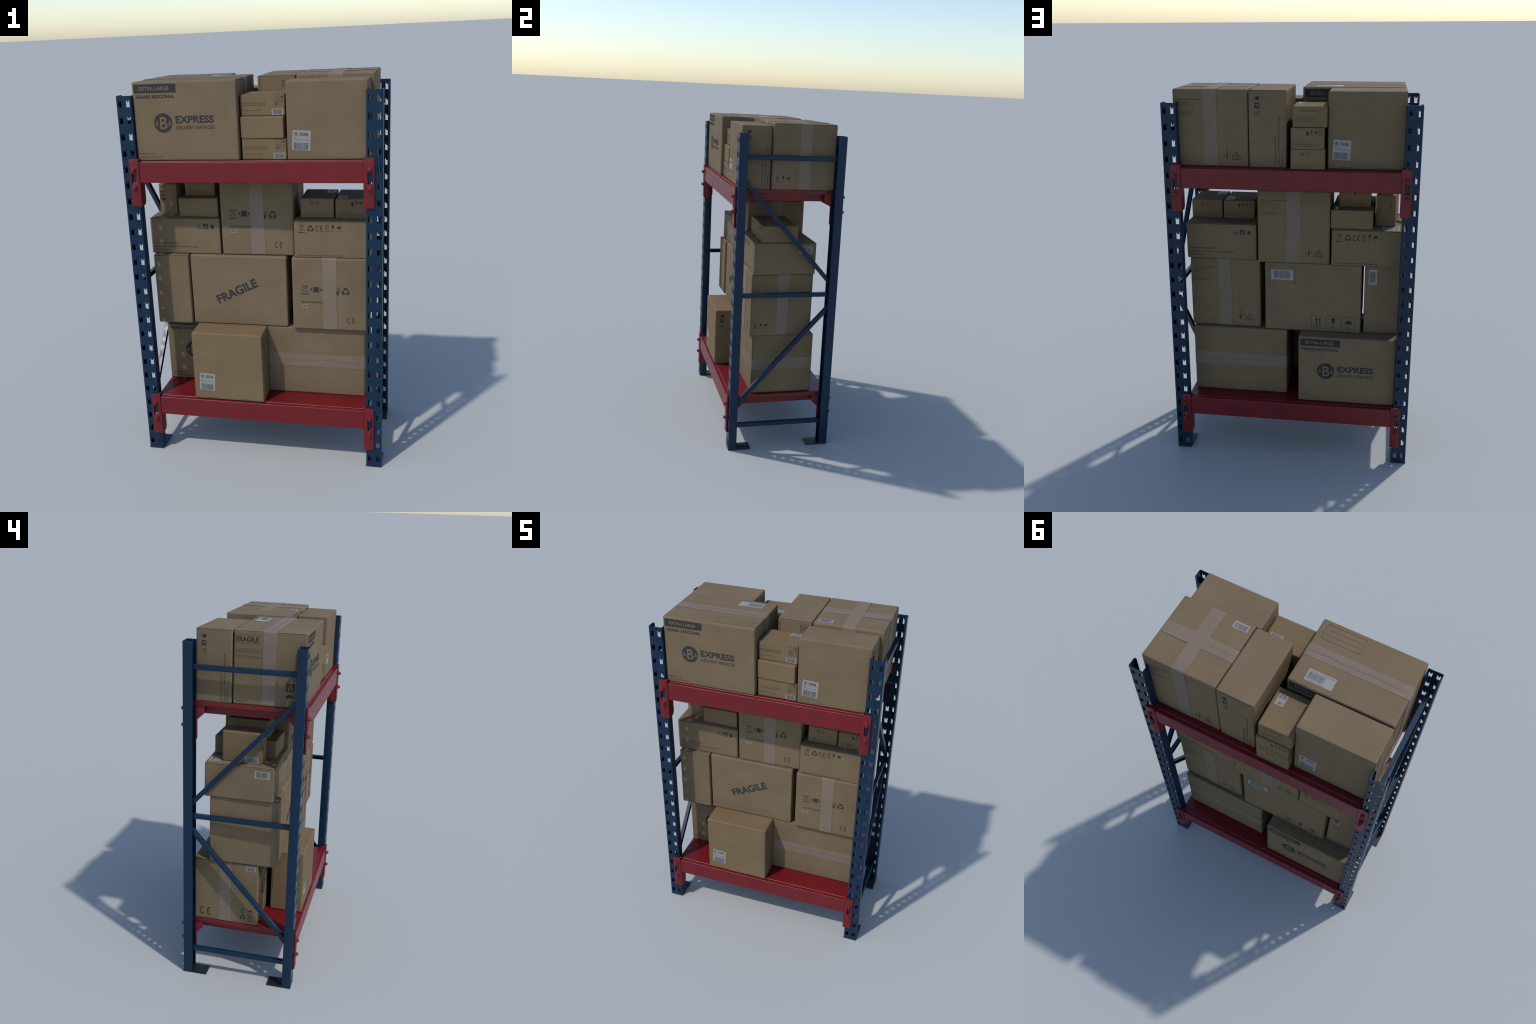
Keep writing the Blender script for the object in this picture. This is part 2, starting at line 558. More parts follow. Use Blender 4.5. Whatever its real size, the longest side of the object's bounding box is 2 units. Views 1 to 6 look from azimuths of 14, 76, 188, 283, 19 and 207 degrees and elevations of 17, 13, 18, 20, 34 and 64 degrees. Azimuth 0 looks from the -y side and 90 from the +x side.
def sym_litter():
    """tidy-man pictogram: light figure pieces to lay over a dark square"""
    return [arc(0.62, 0.80, 0.085, 0, 330, 10),
            [(0.55, 0.70), (0.74, 0.70), (0.80, 0.38), (0.84, 0.10), (0.75, 0.10), (0.67, 0.36), (0.60, 0.10), (0.52, 0.10), (0.58, 0.42), (0.56, 0.56), (0.40, 0.60), (0.40, 0.54)],
            [(0.20, 0.52), (0.46, 0.52), (0.42, 0.10), (0.25, 0.10)]]

AXES = {  # face: (normal axis, sign, right vector, up vector)
    'front': (1, -1, (1, 0, 0), (0, 0, 1)), 'back': (1, 1, (-1, 0, 0), (0, 0, 1)),
    'left': (0, -1, (0, -1, 0), (0, 0, 1)), 'right': (0, 1, (0, 1, 0), (0, 0, 1)),
    'top': (2, 1, (1, 0, 0), (0, 1, 0))}

class Carton:
    """One cardboard box: rounded body plus tape, ink, stickers and seams as child parts."""
    def __init__(self, size, r=0.008, mat=0, seed=1):
        self.size, self.r, self.mat = size, r, mat
        rng = random.Random(seed)
        self.waves = [[(rng.uniform(5, 13), rng.uniform(5, 13), rng.uniform(0, 6.3), rng.uniform(0.2, 0.45))
                       for _ in range(3)] for _ in range(3)]
        self.layers = {}
        self.rng = rng
        self.k = 0
    def wobble(self, ax, u, v):
        return 0.0008 * sum(a * math.sin(f * u + g * v + p) for f, g, p, a in self.waves[ax])
    def place(self, face, x, y, lift):
        ax, sgn, rv, uv = AXES[face]
        p = Vector(rv) * x + Vector(uv) * y
        off = self.wobble(ax, p[(ax + 1) % 3], p[(ax + 2) % 3])
        p[ax] += sgn * (self.size[ax] / 2 + lift) + sgn * off
        return p
    def dims(self, face):
        ax, sgn, rv, uv = AXES[face]
        return sum(abs(a) * b for a, b in zip(rv, self.size)), sum(abs(a) * b for a, b in zip(uv, self.size))
    def bm(self, layer):
        if layer not in self.layers:
            self.layers[layer] = bmesh.new()
        return self.layers[layer]
    def poly(self, layer, face, pts, lift=0.0004):
        self.k += 1
        lift += (self.k % 9) * 0.00002
        bm = self.bm(layer)
        vs = [Vector((p[0], p[1], 0)) for p in pts]
        area = sum(vs[i - 1].x * vs[i].y - vs[i].x * vs[i - 1].y for i in range(len(vs)))
        if area < 0:
            vs.reverse()
        bv = [bm.verts.new(self.place(face, v.x, v.y, lift)) for v in vs]
        if len(vs) <= 4:
            bm.faces.new(bv)
        else:
            for t in tessellate_polygon([vs]):
                f = [bv[i] for i in t]
                try:
                    bm.faces.new(f)
                except ValueError:
                    pass
    # local panel frame: u,v in fractions of the panel measured from its top-left corner; rot turns the panel on the face
    def panel(self, face, rot=0):
        W, H = self.dims(face)
        if rot in (90, -90):
            pw, ph = H, W
        else:
            pw, ph = W, H
        a = math.radians(rot)
        ca, sa = round(math.cos(a), 9), round(math.sin(a), 9)
        def f(u, v):
            x, y = (u - 0.5) * pw, (0.5 - v) * ph
            return (x * ca - y * sa, x * sa + y * ca)
        return f, pw, ph
    def text(self, s, face, u0, v_base, u1, h, layer='printed_text', bold=False, rot=0, tilt=0.0, lift=0.0004):
        f, pw, ph = self.panel(face, rot)
        g, tris = glyph_mesh(s, bold)
        w = (u1 - u0)
        t = math.radians(tilt)
        self.k += 1
        lift += (self.k % 9) * 0.00002
        bm = self.bm(layer)
        bv = []
        for x, y in g:
            du, dv = (x - 0.5) * w * pw, (y - 0.5) * h * ph
            ru, rv = du * math.cos(t) - dv * math.sin(t), du * math.sin(t) + dv * math.cos(t)
            px, py = f((u0 + u1) / 2 + ru / pw, v_base - 0.5 * h - rv / ph)
            bv.append(bm.verts.new(self.place(face, px, py, lift)))
        nrm = Vector((0, 0, 0)); nrm[AXES[face][0]] = AXES[face][1]
        for tr in tris:
            try:
                fc = bm.faces.new([bv[i] for i in tr])
            except ValueError:
                continue
            fc.normal_update()
            if fc.normal.dot(nrm) < 0:
                fc.normal_flip()
    def symbol(self, polys, face, u0, v0, u1, v1, layer='printed_symbol', rot=0, lift=0.0004):
        f, pw, ph = self.panel(face, rot)
        for pl in polys:
            self.poly(layer, face, [f(u0 + p[0] * (u1 - u0), v1 + p[1] * (v0 - v1)) for p in pl], lift)
    def frame(self, face, u0, v0, u1, v1, w=0.0012, layer='printed_symbol', rot=0):
        f, pw, ph = self.panel(face, rot)
        for q in stroke([f(u0, v0), f(u1, v0), f(u1, v1), f(u0, v1)], w, True):
            self.poly(layer, face, q)
    def line(self, face, pts, w=0.001, layer='printed_symbol', rot=0):
        f, pw, ph = self.panel(face, rot)
        for q in stroke([f(*p) for p in pts], w):
            self.poly(layer, face, q)
    def block(self, face, u0, v0, u1, v1, layer='printed_symbol', rot=0, lift=0.0003):
        f, pw, ph = self.panel(face, rot)
        self.poly(layer, face, [f(u0, v1), f(u1, v1), f(u1, v0), f(u0, v0)], lift)
    def barcode(self, face, u0, v0, u1, v1, rot=0, tilt=0.0, content=None, digits=True, bars=None):
        """Paper sticker with bars; content lists extra text as (string, u0, v, u1, h) in sticker fractions."""
        f, pw, ph = self.panel(face, rot)
        t = math.radians(tilt)
        cu, cv = (u0 + u1) / 2, (v0 + v1) / 2
        def g(a, b):
            du, dv = (a - 0.5) * (u1 - u0) * pw, (b - 0.5) * (v1 - v0) * ph
            return f(cu + (du * math.cos(t) + dv * math.sin(t)) / pw, cv + (-du * math.sin(t) + dv * math.cos(t)) / ph)
        q = [g(0, 1), g(1, 1), g(1, 0), g(0, 0)]
        self.poly('sticker', face, q, 0.0005)
        y0, y1 = (0.62, 0.94) if content else (0.10, 0.80)
        bx0, bx1 = (0.10, 0.88)
        if bars:
            bx0, y0, bx1, y1 = bars
        x = bx0
        while x < bx1:
            w = self.rng.choice((0.012, 0.012, 0.02, 0.03))
            self.poly('barcode', face, [g(x, y1), g(x + w, y1), g(x + w, y0), g(x, y0)], 0.0008)
            x += w + self.rng.choice((0.010, 0.012, 0.022))
        if digits:
            x = bx0 + 0.03
            while x < bx1 - 0.05:
                w = self.rng.choice((0.02, 0.03))
                self.poly('barcode', face, [g(x, y1 + 0.085), g(x + w, y1 + 0.085), g(x + w, y1 + 0.03), g(x, y1 + 0.03)] if y1 < 0.85 else
                          [g(x, 0.985), g(x + w, 0.985), g(x + w, 0.955), g(x, 0.955)], 0.0008)
                x += w + 0.018
        for s, a0, b, a1, h in (content or []):
            gl, tris = glyph_mesh(s, s.isupper() and len(s) < 8)
            bm = self.bm('barcode')
            bv = []
            for px, py in gl:
                X, Y = g(a0 + px * (a1 - a0), b - py * h)
                bv.append(bm.verts.new(self.place(face, X, Y, 0.0009)))
            for tr in tris:
                try:
                    bm.faces.new([bv[i] for i in tr])
                except ValueError:
                    pass
    def tape(self, loop, width=0.071, centre=0.0, down=1.0, ends=('a', 'b')):
        """Tape over the box. loop 'x': left-top-right, 'y': front-top-back, 'h': round the vertical sides
        (front, right, back). down = fraction of the side height covered."""
        sx, sy, sz = self.size
        r = self.r
        lift = 0.0009 + 0.0003 * (loop == 'y')
        R = r + lift
        if loop in 'xy':
            hw = (sx if loop == 'x' else sy) / 2 - r
            zt = sz / 2 - r
            zb = sz / 2 - sz * down + 0.006
            path = []
            if 'a' in ends:
                path += [(-hw - R, zb + (zt - zb) * i / 5) for i in range(5)]
            path += [(-hw + R * math.cos(math.radians(a)), zt + R * math.sin(math.radians(a))) for a in (180, 157, 135, 112, 90)]
            path += [(-hw + 2 * hw * i / 8, zt + R) for i in range(1, 8)]
            path += [(hw + R * math.cos(math.radians(a)), zt + R * math.sin(math.radians(a))) for a in (90, 67, 45, 22, 0)]
            if 'b' in ends:
                path += [(hw + R, zt - (zt - zb) * i / 5) for i in range(1, 6)]
            if loop == 'x':
                pos = lambda p, w: Vector((p[0], centre + w, p[1]))
            else:
                pos = lambda p, w: Vector((centre + w, p[0], p[1]))
        else:
            hx, hy = sx / 2 - r, sy / 2 - r
            path = [(-hx + 2 * hx * i / 8, -hy - R) for i in range(9)]
            path += [(hx + R * math.cos(math.radians(a)), -hy + R * math.sin(math.radians(a))) for a in (-67, -45, -22, 0)]
            path += [(hx + R, -hy + 2 * hy * i / 6) for i in range(1, 7)]
            path += [(hx + R * math.cos(math.radians(a)), hy + R * math.sin(math.radians(a))) for a in (22, 45, 67, 90)]
            path += [(hx - 2 * hx * i / 8, hy + R) for i in range(1, 9)]
            path += [(-hx + R * math.cos(math.radians(a)), hy + R * math.sin(math.radians(a))) for a in (112, 135, 157, 180)]
            path += [(-hx - R, hy - 2 * hy * i / 6) for i in range(1, 7)]
            pos = lambda p, w: Vector((p[0], p[1], centre + w))
        bm = self.bm('tape')
        rows = []
        n = len(path)
        for k, p in enumerate(path):
            jit = 0.0006 * math.sin(k * 2.1)
            row = [pos(p, w * (width / 2) + jit) for w in (-1, -0.5, 0, 0.5, 1)]
            out = []
            for q in row:
                q = q.copy()
                for ax in range(3):
                    if abs(abs(q[ax]) - (self.size[ax] / 2 + lift)) < 1e-4:
                        q[ax] += math.copysign(self.wobble(ax, q[(ax + 1) % 3], q[(ax + 2) % 3]), q[ax]) * 1.0
                out.append(bm.verts.new(q))
            rows.append(out)
        for a, b in zip(rows, rows[1:]):
            for i in range(4):
                bm.faces.new([a[i], a[i + 1], b[i + 1], b[i]])
    def crease(self, face, u0, u1, v, w=0.009, amp=0.007, vertical=False):
        """Wavy darker fold in the tape where the flaps below it meet."""
        f, pw, ph = self.panel(face)
        n = 26
        ph0 = self.rng.uniform(0, 6)
        rows = []
        for i in range(n + 1):
            u = u0 + (u1 - u0) * i / n
            c = v + amp * (math.sin(i * 0.45 + ph0) + 0.5 * math.sin(i * 1.1 + ph0))
            hw = w * (0.25 + 0.75 * abs(math.sin(i * 0.8 + 2 * ph0))) / 2
            x, y = f(u, c)
            rows.append((x, y, hw))
        for a, b in zip(rows, rows[1:]):
            self.poly('tape_crease', face, [(a[0], a[1] - a[2]), (b[0], b[1] - b[2]), (b[0], b[1] + b[2]), (a[0], a[1] + a[2])], 0.0016)
    def seam(self, fa, fb, f0=0.01, f1=0.99, angle=28, w=0.0017, inset=0.0):
        """Dark gap line along the rounded edge where face fa meets face fb (angle 0 = on fa)."""
        ax, sa, ra, ua = AXES[fa]
        bx, sb, rb, ub = AXES[fb]
        cx = 3 - ax - bx
        L = self.size[cx]
        r = self.r
        a = math.radians(angle)
        bm = self.bm('flap_seam')
        def pt(f, ang, dr):
            p = Vector((0, 0, 0))
            p[cx] = (f - 0.5) * L
            p[ax] = sa * (self.size[ax] / 2 - r + (r + dr) * math.cos(ang))
            p[bx] = sb * (self.size[bx] / 2 - r - inset + (r + dr) * math.sin(ang))
            return p
        da = w / r / 2
        n = 10
        rows = []
        for i in range(n + 1):
            f = f0 + (f1 - f0) * i / n
            j = 0.05 * math.sin(i * 1.7 + L * 40)
            rows.append([bm.verts.new(pt(f, a - da + j, 0.0009)), bm.verts.new(pt(f, a + da + j, 0.0009))])
        for p, q in zip(rows, rows[1:]):
            bm.faces.new([p[0], q[0], q[1], p[1]])
    def build(self, x, y, z, yaw, label, category='cardboard box'):
        b = rounded_box_bm(self.size, self.r, self.wobble)
        for v in b.verts:
            v.co.z += self.size[2] / 2
        me = finish(b, 'cardboard_box', 60)
        o = add_obj('cardboard_box', me, CARD[self.mat], None, (x, y, z), math.radians(yaw))
        o['label'] = label
        o['category'] = category
        mats = {'printed_text': INK, 'printed_symbol': INK, 'fine_print': FAINT, 'knockout_print': KNOCK,
                'sticker': PAPER, 'barcode': BARS, 'tape': TAPE, 'flap_seam': SEAM, 'tape_crease': CREASE}
        sticker = None
        for name in ('sticker', 'barcode', 'tape', 'printed_symbol', 'printed_text', 'knockout_print', 'fine_print', 'flap_seam', 'tape_crease'):
            if name not in self.layers:
                continue
            bm = self.layers[name]
            for v in bm.verts:
                v.co.z += self.size[2] / 2
            if name in ('tape', 'flap_seam'):
                bmesh.ops.recalc_face_normals(bm, faces=bm.faces)
                for f in bm.faces:
                    f.smooth = name == 'tape'
            m = bpy.data.meshes.new(name)
            bm.to_mesh(m)
            bm.free()
            p = add_obj(name, m, mats[name], sticker if (name == 'barcode' and sticker) else o)
            if name == 'sticker':
                sticker = p
        return o

# ------------------------------------------------------------------ printed faces
def express_face(c, face):
    c.block(face, 0.020, 0.030, 0.430, 0.138)
    c.text('EXTRA LARGE', face, 0.073, 0.106, 0.362, 0.045, 'knockout_print', True, lift=0.0008)
    c.text('GRAND ADICIONAL', face, 0.035, 0.205, 0.412, 0.042, bold=True)
    W, H = c.dims(face)
    f, _, _ = c.panel(face)
    cx, cy = f(0.285, 0.515)
    c.poly('printed_symbol', face, arc(cx, cy, 0.0468, 0, 352, 44), 0.0003)
    c.text('B', face, 0.254, 0.590, 0.326, 0.150, 'knockout_print', lift=0.0008)
    c.text('A', face, 0.205, 0.556, 0.243, 0.070, 'knockout_print', lift=0.0008)
    c.text('A', face, 0.331, 0.556, 0.369, 0.070, 'knockout_print', lift=0.0008)
    c.text('EXPRESS', face, 0.408, 0.517, 0.777, 0.088, bold=True)
    c.text('DELIVERY SERVECES', face, 0.412, 0.598, 0.780, 0.044)
    c.text('0800 873 5151', face, 0.030, 0.915, 0.175, 0.021, 'fine_print')
    c.text('www.becouriercus.com', face, 0.030, 0.955, 0.250, 0.021, 'fine_print')

def litter(c, face, u0, v0, u1, v1, rot=0):
    c.block(face, u0, v0, u1, v1, rot=rot)
    c.symbol(sym_litter(), face, u0, v0, u1, v1, 'knockout_print', rot, 0.0008)

def fragile_side(c, face):
    c.frame(face, 0.020, 0.065, 0.360, 0.172, 0.0014)
    c.text('FRAGILE', face, 0.040, 0.150, 0.342, 0.066, bold=True)
    for s, v, u1 in (('You will be very grateful to you if you', 0.248, 0.325), ('carefully read everything that is written here.', 0.273, 0.385),
                     ('Be proud of yourself as it means you can read', 0.298, 0.39)):
        c.text(s, face, 0.028, v, u1, 0.014, 'fine_print')
    for s, v in (('PLEASE BE CAREFUL WHEN DESTROYING THE PACKAGE', 0.345), ('THE CONTENTS COULD BE DAMAGED', 0.366)):
        c.text(s, face, 0.024, v, 0.39, 0.011, 'fine_print')
    c.text('Made in Section', face, 0.045, 0.958, 0.205, 0.018, 'fine_print')
    litter(c, face, 0.738, 0.664, 0.853, 0.776)
    c.symbol(sym_umbrella(), face, 0.738, 0.790, 0.853, 0.918)

def ce_side(c, face):
    c.barcode(face, 0.815, 0.040, 0.965, 0.112)
    c.symbol(sym_c(), face, 0.100, 0.800, 0.185, 0.925)
    c.symbol(sym_e(), face, 0.210, 0.800, 0.295, 0.925)
    c.symbol(sym_arrows(), face, 0.745, 0.728, 0.815, 0.818)
    c.symbol(sym_umbrella(), face, 0.865, 0.735, 0.932, 0.820)
    c.symbol(sym_recycle(), face, 0.730, 0.838, 0.824, 0.922)
    c.symbol(sym_bin(), face, 0.845, 0.840, 0.940, 0.945)

def express_box(seed, mat=0):
    c = Carton((0.5200, 0.375, 0.3815), 0.0085, mat, seed)
    express_face(c, 'front')
    express_face(c, 'back')
    fragile_side(c, 'left')
    ce_side(c, 'right')
    c.frame('top', 0.565, 0.710, 0.935, 0.935, 0.0012)
    for v in (0.785, 0.862):
        c.line('top', [(0.595, v), (0.905, v)], 0.0009)
    c.barcode('top', 0.125, 0.740, 0.385, 0.915, rot=180,
              digits=False, bars=(0.07, 0.24, 0.62, 0.78),
              content=[('TG BARCLY.HIDDENWARE-236478', 0.07, 0.17, 0.93, 0.065), ('This package is to be kept dry', 0.07, 0.92, 0.72, 0.06)])
    c.tape('x')
    c.crease('top', 0.03, 0.97, 0.5)
    for s in ('left', 'right'):
        c.seam(s, 'top', 0.02, 0.40)
        c.seam(s, 'top', 0.60, 0.98)
    return c

def ser_face(c, face):
    c.symbol(sym_bin(), face, 0.115, 0.365, 0.228, 0.505)
    c.symbol(sym_clamp(), face, 0.248, 0.385, 0.402, 0.482)
    c.symbol(sym_knife(), face, 0.588, 0.385, 0.652, 0.500)
    c.symbol(sym_recycle(), face, 0.662, 0.390, 0.775, 0.500)
    c.text('SER .NO 05623445436', face, 0.125, 0.622, 0.412, 0.026)
    c.barcode(face, 0.125, 0.648, 0.207, 0.692, tilt=2, digits=False)
    c.symbol(sym_c(), face, 0.735, 0.815, 0.782, 0.895)
    c.symbol(sym_e(), face, 0.800, 0.815, 0.847, 0.895)

def dated_face(c, face):
    c.text('The production date is indicated on the product', face, 0.040, 0.136, 0.425, 0.014, 'printed_text')
    c.text('Shelf-life: unlimited.', face, 0.048, 0.168, 0.212, 0.014, 'printed_text')
    c.frame(face, 0.048, 0.190, 0.278, 0.330, 0.0009, 'fine_print')
    c.text('REF. NO.  073 S121', face, 0.065, 0.215, 0.215, 0.012, 'fine_print')
    c.text('QTY.  12', face, 0.065, 0.248, 0.120, 0.012, 'fine_print')
    for v, u in ((0.292, 0.22), (0.307, 0.25), (0.321, 0.26)):
        c.text('The contents of the box may differ from that stated', face, 0.062, v, u, 0.009, 'fine_print')
    c.symbol(sym_thermo(), face, 0.655, 0.765, 0.765, 0.900)
    c.symbol(sym_triangle('2', 0.08), face, 0.772, 0.790, 0.905, 0.905)

def cube_side(c, face):
    c.symbol(sym_arrows(), face, 0.050, 0.792, 0.115, 0.878)
    c.symbol(sym_glass(), face, 0.150, 0.792, 0.195, 0.878)
    c.symbol(sym_umbrella(), face, 0.222, 0.790, 0.290, 0.875)

def cube_box(seed, size=(0.380, 0.378, 0.385), mat=0):
    c = Carton(size, 0.008, mat, seed)
    ser_face(c, 'front')
    dated_face(c, 'back')
    cube_side(c, 'right')
    cube_side(c, 'left')
    c.tape('y', centre=0.002)
    c.tape('x', centre=0.004)
    for u in ((0.03, 0.40), (0.60, 0.97)):
        c.crease('top', u[0], u[1], 0.485, 0.002, 0.002)
    c.barcode('top', 0.055, 0.850, 0.260, 0.955, digits=False)
    for s in ('left', 'right'):
        c.seam(s, 'top', 0.02, 0.405)
        c.seam(s, 'top', 0.605, 0.98)
    return c

# the flat carton type has two big blank faces and four narrow ones; rot turns the print with the box
def notes_face(c, face, rot=0):
    c.symbol(sym_triangle('3', 0.08), face, 0.662, 0.150, 0.740, 0.285, rot=rot)
    litter(c, face, 0.768, 0.155, 0.838, 0.292, rot)
    c.symbol(sym_cup(), face, 0.866, 0.130, 0.922, 0.285, rot=rot)
    c.text('TG 0AKG.H.HR0059IVHS436398-234T8', face, 0.028, 0.722, 0.400, 0.036, rot=rot, layer='printed_text')
    c.text('Complies with TC BS 008 1308 On the safety of packaging.', face, 0.028, 0.815, 0.680, 0.036, rot=rot)
    c.text('Shelf-life Unlimited.', face, 0.036, 0.900, 0.238, 0.036, rot=rot)

def handling_face(c, face, rot=0):
    c.symbol(sym_bin(), face, 0.058, 0.090, 0.152, 0.335, rot=rot)
    c.symbol(sym_recycle(), face, 0.178, 0.115, 0.268, 0.305, rot=rot)
    c.symbol(sym_c(), face, 0.292, 0.130, 0.342, 0.295, rot=rot)
    c.symbol(sym_e(), face, 0.348, 0.130, 0.398, 0.295, rot=rot)
    c.symbol(sym_arrows(), face, 0.415, 0.105, 0.472, 0.300, rot=rot)
    c.symbol(sym_glass(), face, 0.497, 0.105, 0.540, 0.300, rot=rot)
    c.symbol(sym_umbrella(), face, 0.570, 0.100, 0.630, 0.300, rot=rot)
    c.text('Does not require special conditions for transportation.', face, 0.040, 0.945, 0.650, 0.034, rot=rot)

def code_face(c, face, rot=0):
    c.barcode(face, 0.720, 0.110, 0.935, 0.330, rot)

def b308_label(c, face, u0=0.068, v0=0.620, u1=0.298, v1=0.878, tilt=-3.5, rot=0):
    c.barcode(face, u0, v0, u1, v1, rot, tilt,
              content=[('B 308', 0.11, 0.27, 0.86, 0.165), ('MTL', 0.11, 0.40, 0.24, 0.045), ('My stay with mail 8AT', 0.11, 0.49, 0.92, 0.05)])

def tabs(c, face):
    for a, b in ((0.165, 0.335), (0.665, 0.835)):
        c.block(face, a, 0.975, b, 0.980, 'flap_seam', lift=0.0003)

def flat_box(seed, mode, size, mat=0, seams=()):
    c = Carton(size, 0.0065, mat, seed)
    for fa, fb in seams:
        c.seam(fa, fb)
    return c

# ---- small cartons
def warning_end(c, face, rot=0):
    c.symbol(sym_fire(), face, 0.285, 0.125, 0.410, 0.292, rot=rot)
    c.symbol(sym_triangle(None, 0.085), face, 0.445, 0.130, 0.560, 0.292, rot=rot)
    c.text('Does not require special conditions for transportation.', face, 0.075, 0.790, 0.790, 0.030, 'fine_print', rot=rot)
    c.text('Shelf-life Unlimited.', face, 0.085, 0.865, 0.335, 0.030, 'fine_print', rot=rot)

def handling_end(c, face, rot=0):
    c.symbol(sym_cup(), face, 0.455, 0.100, 0.545, 0.350, rot=rot)
    c.symbol(sym_glass(), face, 0.590, 0.110, 0.660, 0.345, rot=rot)
    c.symbol(sym_umbrella(), face, 0.700, 0.110, 0.802, 0.340, rot=rot)
    c.symbol(sym_arrows(), face, 0.832, 0.090, 0.945, 0.340, rot=rot)
    c.text('REF. NO. - 75 0WKF21436098332', face, 0.060, 0.690, 0.510, 0.036, 'fine_print', rot=rot)
    c.text('Complies with TC BS 008 1308 On the safety of packaging.', face, 0.060, 0.792, 0.860, 0.036, 'fine_print', rot=rot)
    c.text('The production date is indicated on the product label.', face, 0.060, 0.865, 0.840, 0.036, 'fine_print', rot=rot)

def retain_side(c, face):
    c.text('RETAIN PACKAGIN AND PALLET', face, 0.040, 0.425, 0.575, 0.058, 'fine_print')
    c.text('FOR WARRANTY SERVICE', face, 0.040, 0.520, 0.575, 0.058, 'fine_print')
    for v, u in ((0.715, 0.455), (0.752, 0.455), (0.930, 0.235)):
        c.text('Please carefully follow these recommendations', face, 0.05, v, u, 0.022, 'fine_print')
    for (u0, v0), sm in (((0.755, 0.045), sym_arrows()), ((0.878, 0.045), sym_umbrella()),
                         ((0.755, 0.300), sym_recycle()), ((0.878, 0.300), sym_glass())):
        c.frame(face, u0, v0, u0 + 0.110, v0 + 0.238, 0.0006, 'fine_print')
        narrow = 0.024 if sm is not None and len(sm) == 3 else 0
        c.symbol(sm, face, u0 + 0.022 + narrow, v0 + 0.035, u0 + 0.088 - narrow, v0 + 0.205)
    c.barcode(face, 0.705, 0.670, 0.960, 0.950)

def retain_end(c, face):
    c.text('RETAIN PACKAGIN AND PALLET', face, 0.190, 0.190, 0.735, 0.040, 'fine_print')
    c.text('FOR WARRANTY SERVICE', face, 0.190, 0.262, 0.735, 0.040, 'fine_print')
    for v, u in ((0.520, 0.68), (0.572, 0.68), (0.630, 0.64), (0.680, 0.62), (0.728, 0.60)):
        c.text('Please carefully follow these recommendations for use', face, 0.070, v, u, 0.022, 'fine_print')

def small_box(seed, size=(0.169, 0.219, 0.102), mat=1, r=0.006):
    return Carton(size, r, mat, seed)

# ------------------------------------------------------------------ stacking the goods
Z1 = 0.3262
Z2 = Z1 + SHELF_Z[1]

# --- upper shelf
c = express_box(1)
c.build(-0.3015, -0.1140, Z2, 0, 'large brown cardboard box with courier print and tape')

c = flat_box(2, 'stand', (0.3785, 0.190, 0.3785), 2, (('left', 'top'), ('front', 'top')))
notes_face(c, 'left', 90); handling_face(c, 'right', -90)
b308_label(c, 'back'); tabs(c, 'back')
c.build(-0.3755, 0.1745, Z2, 0, 'flat brown cardboard box standing upright with label')

c = flat_box(3, 'stand', (0.3785, 0.178, 0.3655), 0, ())
notes_face(c, 'right', 90)
b308_label(c, 'front')
c.build(0.3800, -0.2020, Z2, 0, 'upright plain brown cardboard box with white shelf label')

c = cube_box(4, (0.379, 0.380, 0.3835))
c.build(0.4005, 0.0800, Z2, 0, 'cube cardboard box sealed with crossed packing tape')

c = flat_box(5, 'edge', (0.1885, 0.3785, 0.3815), 2, (('front', 'top'), ('back', 'top')))
notes_face(c, 'back', 90); handling_face(c, 'front', -90)
c.build(0.1120, 0.0835, Z2, 0, 'narrow brown cardboard box standing on its edge')

# front column of three small cartons
STK = ((6, (0.2165, 0.172, 0.101), 0.0785, -0.1990, 0.0, 0.0, 'retain'),
       (7, (0.2120, 0.172, 0.1035), 0.0750, -0.2010, 0.1010, -3.0, 'plain'),
       (8, (0.2150, 0.172, 0.1025), 0.0735, -0.1810, 0.2045, 0.6, 'retain'))
for seed, size, x, y, dz, yaw, kind in STK:
    c = small_box(seed, size)
    if kind == 'retain':
        retain_side(c, 'front')
        retain_end(c, 'left')
        c.seam('front', 'top', 0.03, 0.97, 40, 0.0012)
    else:
        retain_side(c, 'back')
        c.seam('right', 'front', 0.03, 0.97, 30)
        c.seam('right', 'back', 0.03, 0.97, 30)
    if dz > 0.2:
        c.barcode('top', 0.62, 0.10, 0.92, 0.42, content=[('C 088', 0.1, 0.3, 0.7, 0.2)])
    c.build(x, y, Z2 + dz, yaw, 'small brown cardboard carton in a stack of three')

# back column of three small cartons
STK = ((9, (0.169, 0.219, 0.101), -0.0890, 0.1945, 0.0, 1.2, 'warn'),
       (10, (0.165, 0.219, 0.1045), -0.0860, 0.1955, 0.1010, 2.0, 'hand'),
       (11, (0.169, 0.216, 0.1035), -0.0975, 0.1880, 0.2055, 1.5, 'retain'))
for seed, size, x, y, dz, yaw, kind in STK:
    c = small_box(seed, size)
    if kind == 'warn':
        warning_end(c, 'back'); handling_end(c, 'front')
    elif kind == 'hand':
        handling_end(c, 'back'); warning_end(c, 'front')
    else:
        retain_end(c, 'back')
        retain_side(c, 'right')
        c.barcode('top', 0.635, 0.570, 0.890, 0.850, rot=0, content=[('C 088', 0.1, 0.3, 0.7, 0.2)])
        c.seam('front', 'top', 0.03, 0.97, 40, 0.0012)
        c.seam('left', 'back', 0.03, 0.97, 40, 0.0012)
    c.build(x, y, Z2 + dz, yaw, 'small brown cardboard carton in a stack of three')

# --- lower shelf, bottom layer
c = flat_box(12, 'stand', (0.3795, 0.190, 0.3815), 1, (('front', 'right'),))
notes_face(c, 'right', 90); handling_face(c, 'left', -90)
b308_label(c, 'front', 0.075, 0.605, 0.300, 0.865); tabs(c, 'front')
c.build(-0.1605, -0.2180, Z1, 0, 'upright plain brown cardboard box with white shelf label')

